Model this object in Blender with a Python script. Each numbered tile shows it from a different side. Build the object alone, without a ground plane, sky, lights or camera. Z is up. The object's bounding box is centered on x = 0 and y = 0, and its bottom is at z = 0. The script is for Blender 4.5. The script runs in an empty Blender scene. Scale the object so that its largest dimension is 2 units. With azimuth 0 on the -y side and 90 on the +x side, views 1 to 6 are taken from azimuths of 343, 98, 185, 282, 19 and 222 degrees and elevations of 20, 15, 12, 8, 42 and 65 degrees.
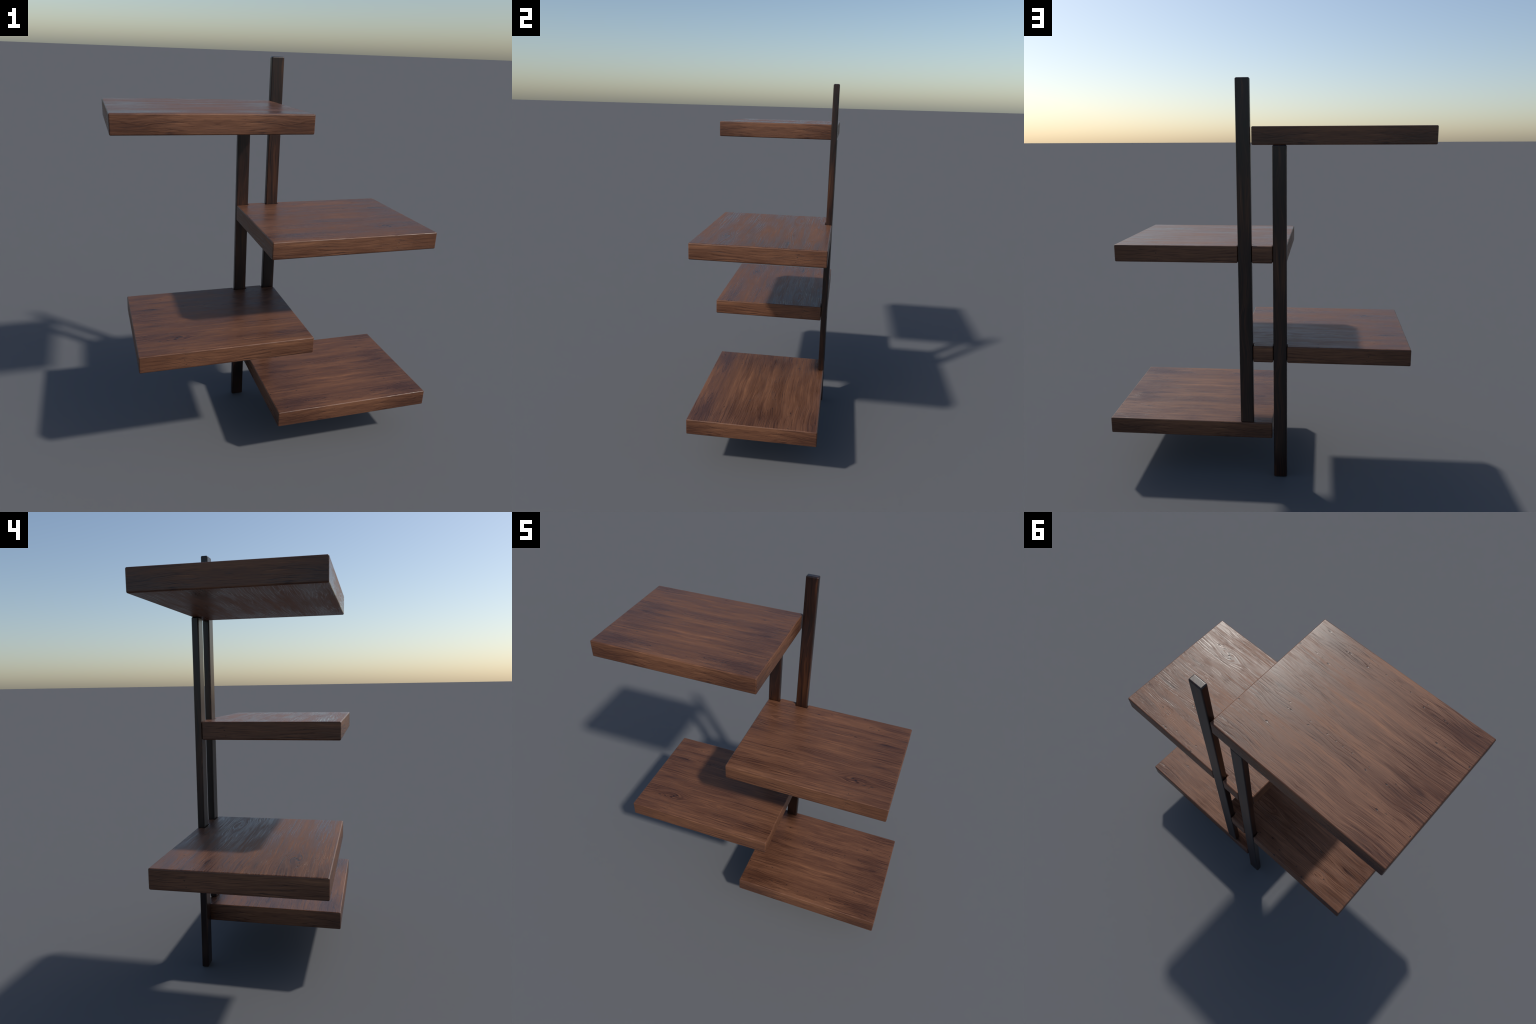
"""Wall shelf: four thick walnut boards carried by two dark, flat posts."""
import bpy
import bmesh
from mathutils import Vector

# ----------------------------------------------------------------------------
# dimensions (metres)
# ----------------------------------------------------------------------------
HALF_DEPTH = 0.3392
BOARD_LENGTH = 0.848
BOARD_THICK = 0.085
BEVEL = 0.0062
RIGHT_POST_X = (0.0506, 0.1174)   # the tall post
LEFT_POST_X = (-0.1194, -0.0526)  # the post that reaches the ground
POST_Y = (0.3055, HALF_DEPTH)    # posts stand flush with the back of the boards
GAP = 0.0016                     # play of a post in its notch

# board centre x, top z, notched by which posts
LOW_Z, THIRD_Z, SECOND_Z, TOP_Z = 0.3010, 0.7155, 1.2222, 1.7832
CENTRE_PLAIN = 0.3800
CENTRE_NOTCHED = 0.3050


# ----------------------------------------------------------------------------
# small node-graph helper
# ----------------------------------------------------------------------------
class Graph:
    def __init__(self, name):
        self.mat = bpy.data.materials.new(name)
        self.mat.use_nodes = True
        self.nt = self.mat.node_tree
        self.nt.nodes.clear()

    def node(self, kind, **props):
        n = self.nt.nodes.new(kind)
        for k, v in props.items():
            setattr(n, k, v)
        return n

    def put(self, socket, value):
        if isinstance(value, bpy.types.NodeSocket):
            self.nt.links.new(value, socket)
        else:
            socket.default_value = value

    def math(self, op, a, b=None, c=None, clamp=False):
        n = self.node("ShaderNodeMath", operation=op, use_clamp=clamp)
        for s, v in zip(n.inputs, (a, b, c)):
            if v is not None:
                self.put(s, v)
        return n.outputs[0]

    def vmath(self, op, a, b=None, c=None):
        n = self.node("ShaderNodeVectorMath", operation=op)
        for s, v in zip(n.inputs, (a, b, c)):
            if v is not None:
                self.put(s, v)
        return n.outputs["Value"] if op in ("LENGTH", "DISTANCE", "DOT_PRODUCT") else n.outputs["Vector"]

    def xy(self, x, y):
        n = self.node("ShaderNodeCombineXYZ")
        self.put(n.inputs[0], x)
        self.put(n.inputs[1], y)
        return n.outputs[0]

    def noise(self, vec, scale, offset=(0.0, 0.0), detail=2.0, rough=0.55, distort=0.0):
        """2D noise on vec stretched by scale = (along, across)."""
        v = self.vmath("MULTIPLY_ADD", vec, (scale[0], scale[1], 0.0), (offset[0], offset[1], 0.0))
        n = self.node("ShaderNodeTexNoise", noise_dimensions="2D")
        self.put(n.inputs["Vector"], v)
        n.inputs["Scale"].default_value = 1.0
        n.inputs["Detail"].default_value = detail
        n.inputs["Roughness"].default_value = rough
        n.inputs["Distortion"].default_value = distort
        return n.outputs["Fac"]

    def remap(self, v, a, b, c=0.0, d=1.0, smooth=True):
        n = self.node("ShaderNodeMapRange", interpolation_type="SMOOTHSTEP" if smooth else "LINEAR")
        for s, x in zip(n.inputs, (v, a, b, c, d)):
            self.put(s, x)
        return n.outputs[0]

    def spot(self, vec, x, y, rx, ry, core=0.0):
        """Soft ellipse: 1 at (x, y), 0 at the radii rx, ry."""
        d = self.vmath("MULTIPLY", self.vmath("SUBTRACT", vec, (x, y, 0.0)), (1.0 / rx, 1.0 / ry, 0.0))
        return self.remap(self.vmath("LENGTH", d), core, 1.0, 1.0, 0.0)

    def total(self, values):
        out = values[0]
        for v in values[1:]:
            out = self.math("ADD", out, v)
        return out

    def largest(self, values):
        out = values[0]
        for v in values[1:]:
            out = self.math("MAXIMUM", out, v)
        return out

    def ramp(self, fac, stops):
        n = self.node("ShaderNodeValToRGB")
        cr = n.color_ramp
        while len(cr.elements) < len(stops):
            cr.elements.new(0.5)
        for e, (p, c) in zip(cr.elements, stops):
            e.position, e.color = p, (*c, 1.0)
        self.put(n.inputs[0], fac)
        return n.outputs[0]

    def mix(self, fac, a, b, blend="MIX"):
        n = self.node("ShaderNodeMix", data_type="RGBA", blend_type=blend)
        self.put(n.inputs[0], fac)
        for s, v in ((n.inputs[6], a), (n.inputs[7], b)):
            self.put(s, v if isinstance(v, bpy.types.NodeSocket) else (*v, 1.0))
        return n.outputs[2]

    def finish(self, colour, rough, height, distance, specular=0.5):
        bump = self.node("ShaderNodeBump")
        bump.inputs["Strength"].default_value = 1.0
        bump.inputs["Distance"].default_value = distance
        self.put(bump.inputs["Height"], height)
        p = self.node("ShaderNodeBsdfPrincipled")
        self.put(p.inputs["Base Color"], colour)
        self.put(p.inputs["Roughness"], rough)
        p.inputs["Specular IOR Level"].default_value = specular
        self.nt.links.new(bump.outputs[0], p.inputs["Normal"])
        out = self.node("ShaderNodeOutputMaterial")
        self.nt.links.new(p.outputs[0], out.inputs[0])
        return self.mat


def grain_axes(g, side, mirror):
    """Grain coordinates (along, across) of one side of a board, in object space.

    The grain of an edge is the grain of the top turned over its rim; an end
    carries the same figure running along the depth of the board.
    """
    tc = g.node("ShaderNodeTexCoord")
    sep = g.node("ShaderNodeSeparateXYZ")
    g.put(sep.inputs[0], tc.outputs["Object"])
    x, y, z = sep.outputs
    if mirror:
        x = g.math("MULTIPLY", x, -1.0)
    down = g.math("SUBTRACT", BOARD_THICK / 2 - HALF_DEPTH, z)   # rim + depth below the top
    if side == "face":
        return x, y
    if side == "edge":
        return x, down
    return g.math("ADD", y, 0.02), down


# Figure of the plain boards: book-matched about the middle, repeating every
# 0.36 m across the grain.  (along, across, half length, half width, strength)
PLAIN_PERIOD = 0.36
PLAIN_PITS = [
    (0.266, -0.172, 0.008, 0.0045, 1.0), (0.414, -0.172, 0.006, 0.005, 1.0),
    (0.139, -0.266, 0.006, 0.004, 0.9), (0.232, -0.272, 0.010, 0.0035, 0.9),
    (0.143, -0.285, 0.005, 0.0035, 0.7), (0.017, -0.285, 0.005, 0.004, 0.7),
    (0.060, -0.287, 0.005, 0.004, 0.8), (0.247, -0.270, 0.006, 0.003, 0.7),
    (0.258, -0.295, 0.006, 0.003, 0.6), (0.300, -0.180, 0.010, 0.0025, 0.6),
    (0.335, -0.183, 0.009, 0.0025, 0.6), (0.200, -0.196, 0.004, 0.003, 0.5),
    (0.262, -0.205, 0.004, 0.003, 0.5), (0.365, -0.300, 0.010, 0.003, 0.6),
]
PLAIN_STREAKS = [
    (0.105, -0.302, 0.022, 0.0060, 0.55), (0.165, -0.276, 0.060, 0.014, 0.30),
    (0.285, -0.273, 0.120, 0.030, 0.50), (0.345, -0.325, 0.075, 0.022, 0.45),
    (0.250, -0.340, 0.110, 0.010, 0.35), (0.350, -0.156, 0.080, 0.0022, 0.75),
    (0.360, -0.312, 0.070, 0.0022, 0.65), (0.270, -0.172, 0.055, 0.020, 0.45),
    (0.345, -0.098, 0.022, 0.045, 0.42), (0.345, -0.325, 0.030, 0.045, 0.45), (0.330, -0.295, 0.140, 0.060, 0.40),
    (0.345, -0.200, 0.060, 0.050, 0.25),
    (0.350, -0.190, 0.090, 0.030, 0.25), (0.215, -0.330, 0.130, 0.0025, 0.45),
    (0.020, -0.270, 0.080, 0.018, 0.28), (0.300, -0.306, 0.030, 0.006, 0.50),
]
PLAIN_LIGHT = [
    (0.000, -0.335, 0.150, 0.022, 0.55), (0.140, -0.302, 0.060, 0.0045, 0.6),
    (0.060, -0.318, 0.080, 0.0040, 0.5), (0.080, -0.088, 0.160, 0.014, 0.55),
    (0.390, -0.215, 0.090, 0.0045, 0.5), (0.030, -0.215, 0.120, 0.025, 0.30),
    (0.000, -0.130, 0.160, 0.040, 0.25), (0.220, -0.140, 0.120, 0.012, 0.30),
]
PLAIN_SWIRLS = [(0.266, -0.172, 0.070, 0.024, 0.7), (0.105, -0.305, 0.060, 0.018, 0.6),
                (0.300, -0.300, 0.050, 0.016, 0.8), (0.000, -0.300, 0.050, 0.020, 0.6),
                (0.120, -0.200, 0.050, 0.014, 0.6)]

# Figure of the notched boards: one large plank, no repeat.
NOTCH_PITS = [
    (0.228, -0.194, 0.010, 0.0060, 1.0), (0.205, -0.186, 0.014, 0.003, 0.8),
    (0.216, -0.300, 0.0045, 0.0040, 1.0), (0.209, -0.274, 0.004, 0.003, 0.7),
    (0.213, -0.330, 0.004, 0.003, 0.7), (-0.033, 0.333, 0.010, 0.005, 0.9),
    (-0.030, 0.294, 0.009, 0.004, 0.8), (-0.102, 0.270, 0.011, 0.005, 0.8),
    (0.156, 0.324, 0.011, 0.0045, 1.0), (0.172, 0.324, 0.009, 0.004, 0.9),
    (0.100, 0.300, 0.008, 0.004, 0.7), (-0.175, 0.292, 0.008, 0.004, 0.6),
    (0.145, 0.149, 0.012, 0.004, 0.9), (0.120, 0.155, 0.012, 0.003, 0.7),
    (0.275, -0.212, 0.012, 0.004, 0.8), (0.315, -0.210, 0.014, 0.004, 0.8),
    (0.300, -0.226, 0.010, 0.003, 0.6), (0.250, 0.255, 0.012, 0.003, 0.7),
]
NOTCH_STREAKS = [
    (0.290, -0.144, 0.150, 0.0028, 0.95), (0.070, -0.132, 0.120, 0.0024, 0.55),
    (0.270, 0.213, 0.190, 0.0030, 0.75), (0.040, 0.200, 0.120, 0.0024, 0.45),
    (0.330, 0.140, 0.130, 0.030, 0.55), (0.200, 0.165, 0.130, 0.014, 0.40),
    (0.330, 0.255, 0.120, 0.040, 0.45), (0.160, 0.320, 0.140, 0.014, 0.30),
    (0.340, -0.190, 0.120, 0.022, 0.42), (0.228, -0.192, 0.050, 0.018, 0.55),
    (0.380, -0.070, 0.050, 0.090, 0.22), (-0.102, 0.266, 0.032, 0.010, 0.45),
    (-0.235, 0.271, 0.024, 0.010, 0.50), (-0.364, 0.258, 0.022, 0.010, 0.42),
    (-0.310, 0.160, 0.110, 0.010, 0.45), (-0.180, 0.120, 0.120, 0.0045, 0.45),
    (0.010, 0.070, 0.140, 0.0060, 0.35), (-0.300, -0.070, 0.110, 0.0040, 0.35),
    (-0.280, -0.190, 0.085, 0.0050, 0.50), (-0.130, -0.305, 0.060, 0.020, 0.22),
    (0.330, -0.310, 0.110, 0.007, 0.40), (0.200, -0.250, 0.120, 0.006, 0.30),
]
NOTCH_LIGHT = [
    (-0.065, -0.177, 0.050, 0.007, 0.5), (0.020, -0.215, 0.100, 0.0045, 0.55),
    (-0.250, 0.020, 0.180, 0.022, 0.35), (-0.290, 0.215, 0.110, 0.012, 0.35),
    (-0.020, 0.262, 0.090, 0.014, 0.50), (0.080, 0.245, 0.060, 0.006, 0.45),
    (-0.200, -0.140, 0.200, 0.014, 0.22), (0.330, -0.285, 0.130, 0.0045, 0.55),
    (0.060, -0.030, 0.160, 0.012, 0.22), (-0.240, -0.320, 0.140, 0.020, 0.25),
]
NOTCH_SWIRLS = [(0.228, -0.194, 0.130, 0.060, 1.6), (0.215, 0.258, 0.090, 0.036, 1.5),
                (-0.065, -0.177, 0.090, 0.034, 1.3), (-0.250, 0.150, 0.160, 0.050, 1.7),
                (-0.100, 0.268, 0.060, 0.022, 0.7), (0.310, 0.140, 0.070, 0.018, 0.6),
                (-0.360, 0.258, 0.050, 0.020, 0.6)]

# thin, nearly straight cracks: (along, across, half length, half width, strength)
PLAIN_CRACKS = [(0.350, -0.158, 0.085, 0.0018, 0.8), (0.350, -0.307, 0.085, 0.0017, 0.7),
                (0.215, -0.332, 0.130, 0.0016, 0.5), (0.290, -0.290, 0.060, 0.0014, 0.5),
                (0.060, -0.190, 0.090, 0.0012, 0.4), (0.150, -0.245, 0.080, 0.0012, 0.35)]
NOTCH_CRACKS = [(0.290, -0.144, 0.150, 0.0020, 1.0), (0.070, -0.130, 0.130, 0.0016, 0.6),
                (0.290, 0.214, 0.160, 0.0020, 0.9), (0.040, 0.200, 0.150, 0.0016, 0.5),
                (0.250, 0.160, 0.130, 0.0018, 0.7), (0.310, 0.136, 0.110, 0.0022, 0.8),
                (-0.290, 0.165, 0.120, 0.0016, 0.6), (-0.180, 0.118, 0.150, 0.0016, 0.5),
                (0.320, -0.218, 0.080, 0.0018, 0.6), (-0.290, -0.192, 0.090, 0.0016, 0.6)]

WOOD_RAMP = [
    (0.00, (0.022, 0.0100, 0.0090)),
    (0.25, (0.064, 0.0260, 0.0152)),
    (0.50, (0.123, 0.0512, 0.0264)),
    (0.75, (0.187, 0.0800, 0.0390)),
    (1.00, (0.275, 0.1200, 0.0540)),
]


def walnut(name, figure, side, mirror=False):
    """Walnut with streaks, pits and knots laid out by the board's figure."""
    g = Graph(name)
    along, across = grain_axes(g, side, mirror)
    plain = figure == "plain"
    if plain:
        along = g.math("ABSOLUTE", along)
        # fold the across coordinate into one period ending near the front rim
        folded = g.math("WRAP", across, -0.055, -0.055 - PLAIN_PERIOD)
        pits, streaks, lights, swirls, cracks = PLAIN_PITS, PLAIN_STREAKS, PLAIN_LIGHT, PLAIN_SWIRLS, PLAIN_CRACKS
        seed = 3.7
    else:
        folded = across
        pits, streaks, lights, swirls, cracks = NOTCH_PITS, NOTCH_STREAKS, NOTCH_LIGHT, NOTCH_SWIRLS, NOTCH_CRACKS
        seed = 21.3
    if plain and side != "face":
        pits = pits[:1]
    raw = g.xy(along, across)
    spot_at = g.xy(along, folded)
    # the broad faces of the plain boards and all sawn sides are quieter
    crisp = (0.85 if plain else 1.0) * (1.0 if side == "face" else 0.85)

    def centred(v, gain):
        return g.math("MULTIPLY", g.math("SUBTRACT", v, 0.5), gain)

    # slow wander of the grain plus its flow round the knots
    bent = g.math("ADD", across, centred(g.noise(raw, (3.0, 5.0), (seed, 1.0), 1.0), 0.024))
    bent = g.math("ADD", bent, centred(g.noise(raw, (14.0, 30.0), (seed, 2.0), 1.0), 0.0035))
    for x, y, rx, ry, k in swirls:
        w = g.spot(spot_at, x, y, rx, ry)
        bent = g.math("SUBTRACT", bent, g.math("MULTIPLY", g.math("MULTIPLY", w, k), g.math("SUBTRACT", folded, y)))
    p = g.xy(along, bent)

    broad = g.noise(p, (1.8, 14.0), (seed, 4.0), 2.0)
    smoke = g.noise(raw, (7.0, 12.0), (seed, 6.0), 3.0, 0.6)
    bands = g.noise(p, (1.5, 74.0), (seed, 9.0), 1.0)
    lines = g.noise(p, (2.6, 270.0) if side == "face" else (6.0, 380.0), (seed, 11.0), 1.5)
    fibre = g.noise(p, (7.0, 540.0), (seed, 14.0), 1.0)
    ticks = g.noise(p, (10.0, 430.0), (seed, 31.0), 1.5, 0.6)
    # growth rings: thin contour lines that close into loops round the knots
    field = g.math("MULTIPLY_ADD", bent, 78.0, g.math("MULTIPLY", g.noise(raw, (1.5, 5.0), (seed, 60.0), 2.0), 7.0))
    field = g.math("ADD", field, centred(bands, 0.7))
    ring = g.remap(g.math("SINE", g.math("MULTIPLY", field, 6.2832)), 0.45, 1.0)
    ring = g.math("MULTIPLY", ring, g.remap(g.noise(raw, (3.0, 9.0), (seed, 70.0), 2.0), 0.42, 0.62))
    pores = g.math("MULTIPLY", g.remap(ticks, 0.57, 0.70), g.remap(smoke, 0.42, 0.62, 0.25, 1.0))

    # feathered outlines: features are read through a grain-stretched jitter
    soft_at = g.xy(g.math("ADD", along, centred(bands, 0.10)),
                   g.math("ADD", folded, g.math("ADD", centred(g.noise(raw, (16.0, 40.0), (seed, 40.0), 2.0), 0.016),
                                                centred(bands, 0.012))))
    pit_jit = centred(g.noise(raw, (160.0, 260.0), (seed, 50.0), 1.0), 0.007)
    pit_at = g.vmath("ADD", spot_at, g.xy(pit_jit, pit_jit))
    crack_at = g.xy(along, g.math("ADD", folded, centred(g.noise(raw, (9.0, 4.0), (seed, 80.0), 3.0), 0.016)))

    dark = g.total([g.math("MULTIPLY", g.spot(soft_at, x, y, rx, ry), k) for x, y, rx, ry, k in streaks])
    light = g.total([g.math("MULTIPLY", g.spot(soft_at, x, y, rx, ry), k) for x, y, rx, ry, k in lights])
    pit = g.largest([g.math("MULTIPLY", g.spot(pit_at, x, y, rx, ry, 0.25), k) for x, y, rx, ry, k in pits])
    crack = g.largest([g.math("MULTIPLY", g.spot(crack_at, x, y, rx, ry, 0.2), k) for x, y, rx, ry, k in cracks])
    crack = g.math("MULTIPLY", crack, g.remap(ticks, 0.35, 0.60, 0.35, 1.0))

    tone = g.math("ADD", centred(broad, 0.50), 0.50)
    # calm stretches alternate with boldly lined ones
    bold = g.remap(g.noise(p, (2.4, 13.0), (seed, 17.0), 1.0), 0.35, 0.65, 0.20 * crisp, 0.62 * crisp)
    tone = g.math("ADD", tone, centred(bands, 0.30 * crisp))
    tone = g.math("ADD", tone, g.math("MULTIPLY", g.math("SUBTRACT", lines, 0.5), bold))
    tone = g.math("ADD", tone, centred(fibre, 0.55 * crisp))
    tone = g.math("ADD", tone, centred(smoke, 0.22))
    tone = g.math("MULTIPLY_ADD", light, 0.30, tone)
    tone = g.math("SUBTRACT", tone, g.math("MULTIPLY", g.math("MULTIPLY", dark, g.math("MULTIPLY_ADD", smoke, 1.0, 0.4)), 0.20 if side == "face" else 0.13))
    # smoky ends, clearer middle
    ends = g.remap(g.math("ADD", along, centred(smoke, 0.20)), *((0.14, 0.36) if plain else (0.05, 0.42)))
    ends = g.math("MULTIPLY", ends, g.math("MULTIPLY_ADD", g.noise(p, (3.0, 22.0), (seed, 95.0), 2.0), 2.0, -0.25))
    tone = g.math("SUBTRACT", tone, g.math("MULTIPLY", g.math("SUBTRACT", ends, 0.22), 0.115 if plain else 0.115))
    tone = g.math("SUBTRACT", tone, g.math("MULTIPLY", pores, 0.24 if side == "face" else 0.34))
    tone = g.math("SUBTRACT", tone, g.math("MULTIPLY", ring, 0.07 if plain else 0.13))
    tone = g.math("SUBTRACT", tone, g.math("MULTIPLY", crack, 0.42), clamp=True)

    colour = g.ramp(tone, WOOD_RAMP)
    colour = g.mix(g.math("MULTIPLY", pit, 0.92), colour, (0.008, 0.006, 0.007))

    # the pale fibres are dull, the dark wood between them is polished
    rough = g.remap(tone, 0.32, 0.68, 0.31, 0.52)
    rough = g.math("ADD", rough, centred(g.noise(p, (3.5, 24.0), (seed, 90.0), 3.0, 0.6), 0.13))
    rough = g.math("SUBTRACT", rough, g.math("MULTIPLY", ring, 0.06))

    height = g.math("MULTIPLY_ADD", lines, 0.26, g.math("MULTIPLY_ADD", bands, 0.16, g.math("MULTIPLY", fibre, 0.08)))
    height = g.math("SUBTRACT", height, g.math("MULTIPLY", pores, 0.50))
    height = g.math("SUBTRACT", height, g.math("MULTIPLY", pit, 1.4))
    height = g.math("SUBTRACT", height, g.math("MULTIPLY", crack, 0.45))
    height = g.math("SUBTRACT", height, g.math("MULTIPLY", ring, 0.25))
    return g.finish(colour, rough, height, 0.00026 if plain else 0.00042, 0.36)


def dark_walnut(name):
    """Nearly black stained wood of the posts, grain upright."""
    g = Graph(name)
    tc = g.node("ShaderNodeTexCoord")
    sep = g.node("ShaderNodeSeparateXYZ")
    g.put(sep.inputs[0], tc.outputs["Object"])
    x, y, z = sep.outputs
    across = g.math("ADD", x, g.math("MULTIPLY", y, 0.8))
    raw = g.xy(z, across)
    wander = g.math("MULTIPLY", g.math("SUBTRACT", g.noise(raw, (2.6, 8.0), (5.0, 2.0), 1.0), 0.5), 0.06)
    p = g.xy(z, g.math("ADD", across, wander))
    broad = g.noise(p, (1.4, 22.0), (2.0, 7.0), 2.0)
    bands = g.noise(p, (1.8, 130.0), (8.0, 3.0), 4.0, 0.65)
    fine = g.noise(p, (8.0, 480.0), (4.0, 13.0), 2.0)
    # a stretch of paler heartwood a little above the middle of each post
    heart = g.spot(g.vmath("ADD", raw, g.xy(g.math("MULTIPLY", bands, 0.25), 0.0)), 0.40, 0.0, 0.28, 0.4, 0.2)
    tone = g.math("MULTIPLY_ADD", g.math("SUBTRACT", broad, 0.5), 0.75, 0.27)
    tone = g.math("MULTIPLY_ADD", g.math("SUBTRACT", bands, 0.5), 0.85, tone)
    tone = g.math("MULTIPLY_ADD", heart, 0.26, tone)
    tone = g.math("MULTIPLY_ADD", g.math("SUBTRACT", fine, 0.5), 0.60, tone)
    marks = g.remap(g.noise(p, (5.0, 110.0), (6.0, 19.0), 2.0), 0.58, 0.70)
    tone = g.math("SUBTRACT", tone, g.math("MULTIPLY", marks, 0.35), clamp=True)
    colour = g.ramp(tone, [(0.0, (0.006, 0.0032, 0.0028)), (0.35, (0.0205, 0.0072, 0.0046)),
                           (0.65, (0.052, 0.0185, 0.0078)), (1.0, (0.105, 0.044, 0.0150))])
    rough = g.math("MULTIPLY_ADD", bands, 0.10, 0.27)
    height = g.math("MULTIPLY_ADD", bands, 0.5, g.math("MULTIPLY", fine, 0.4))
    return g.finish(colour, rough, height, 0.0002)


# ----------------------------------------------------------------------------
# geometry
# ----------------------------------------------------------------------------
def prism(name, outline, z0, z1):
    """Mesh of an outline (counter-clockwise) raised from z0 to z1."""
    bm = bmesh.new()
    low = [bm.verts.new((x, y, z0)) for x, y in outline]
    face = bm.faces.new(low)
    bmesh.ops.recalc_face_normals(bm, faces=[face])
    up = bmesh.ops.extrude_face_region(bm, geom=[face])
    bmesh.ops.translate(bm, vec=(0, 0, z1 - z0), verts=[v for v in up["geom"] if isinstance(v, bmesh.types.BMVert)])
    bmesh.ops.recalc_face_normals(bm, faces=bm.faces)
    me = bpy.data.meshes.new(name)
    bm.to_mesh(me)
    bm.free()
    return me


def part(name, mesh, location, parent, width):
    """Child object with softly rounded edges and flat sides."""
    for poly in mesh.polygons:
        poly.use_smooth = True
    ob = bpy.data.objects.new(name, mesh)
    bpy.context.scene.collection.objects.link(ob)
    ob.location = location
    ob.parent = parent
    bevel = ob.modifiers.new("rounded_edges", "BEVEL")
    bevel.width, bevel.segments = width, 4
    bevel.limit_method, bevel.angle_limit = "ANGLE", 0.6
    bevel.harden_normals = True
    bevel.miter_outer = "MITER_SHARP"
    return ob


def slots_by_side(mesh, face_mat, edge_mat, end_mat):
    """Broad faces, long edges and ends are sawn differently: one material each."""
    for m in (face_mat, edge_mat, end_mat):
        mesh.materials.append(m)
    for poly in mesh.polygons:
        n = poly.normal
        poly.material_index = 0 if abs(n.z) > 0.7 else (1 if abs(n.y) > 0.7 else 2)


def board_outline(notches):
    """Rectangle, with notches (x0, x1) cut into its back side."""
    half = BOARD_LENGTH / 2
    depth = POST_Y[0] - GAP
    pts = [(-half, -HALF_DEPTH), (half, -HALF_DEPTH)]
    right = half
    for x0, x1 in sorted(notches, reverse=True):
        if x1 >= half:                      # open corner
            pts += [(half, depth), (x0, depth), (x0, HALF_DEPTH)]
        else:
            if right == half and len(pts) == 2:
                pts.append((half, HALF_DEPTH))
            pts += [(x1, HALF_DEPTH), (x1, depth), (x0, depth)]
            if x0 > -half:
                pts.append((x0, HALF_DEPTH))
    last = sorted(notches)[0] if notches else None
    if last is None:
        pts += [(half, HALF_DEPTH), (-half, HALF_DEPTH)]
    elif last[0] > -half:
        pts.append((-half, HALF_DEPTH))
    return pts


shelf = bpy.data.objects.new("wall_shelf", None)
bpy.context.scene.collection.objects.link(shelf)
shelf["label"] = "staggered walnut wall shelf, four thick boards on two dark posts"
shelf["category"] = "wall shelf"

plain_mats = [walnut("walnut_plain_" + s, "plain", s) for s in ("face", "edge", "end")]
right_mats = [walnut("walnut_figured_" + s, "notched", s) for s in ("face", "edge", "end")]
left_mats = [walnut("walnut_figured_turned_" + s, "notched", s, True) for s in ("face", "edge", "end")]
post_mat = dark_walnut("stained_dark_wood")

t = BOARD_THICK / 2

# the two plain boards, top and bottom
plain = prism("shelf_board", board_outline([]), -t, t)
slots_by_side(plain, *plain_mats)
part("shelf_board", plain, (-CENTRE_PLAIN, 0, TOP_Z - t), shelf, BEVEL)
part("shelf_board", plain, (CENTRE_PLAIN, 0, LOW_Z - t), shelf, BEVEL)

# the two boards that are let into the posts: mirror images of each other
for sign, top, mats in ((1, SECOND_Z, right_mats), (-1, THIRD_Z, left_mats)):
    cx = sign * CENTRE_NOTCHED
    cuts = []
    for px in (LEFT_POST_X, RIGHT_POST_X):
        x0, x1 = px[0] - cx - GAP, px[1] - cx + GAP
        half = BOARD_LENGTH / 2
        cuts.append((-half if x0 < -half + 0.01 else x0, half if x1 > half - 0.01 else x1))
    me = prism("notched_board", board_outline(cuts), -t, t)
    slots_by_side(me, *mats)
    part("notched_board", me, (cx, 0, top - t), shelf, BEVEL)

# the posts: one stands on the ground and carries the top board, the other
# stands on the lowest board and rises past the top one
wide, deep = (RIGHT_POST_X[1] - RIGHT_POST_X[0]) / 2, (POST_Y[1] - POST_Y[0]) / 2
for cx, z0, z1 in ((sum(LEFT_POST_X) / 2, 0.0, TOP_Z - BOARD_THICK), (sum(RIGHT_POST_X) / 2, LOW_Z, 2.0)):
    rect = [(-wide, -deep), (wide, -deep), (wide, deep), (-wide, deep)]
    mid = (z0 + z1) / 2
    me = prism("post", rect, z0 - mid, z1 - mid)
    me.materials.append(post_mat)
    part("post", me, (cx, sum(POST_Y) / 2, mid), shelf, BEVEL)
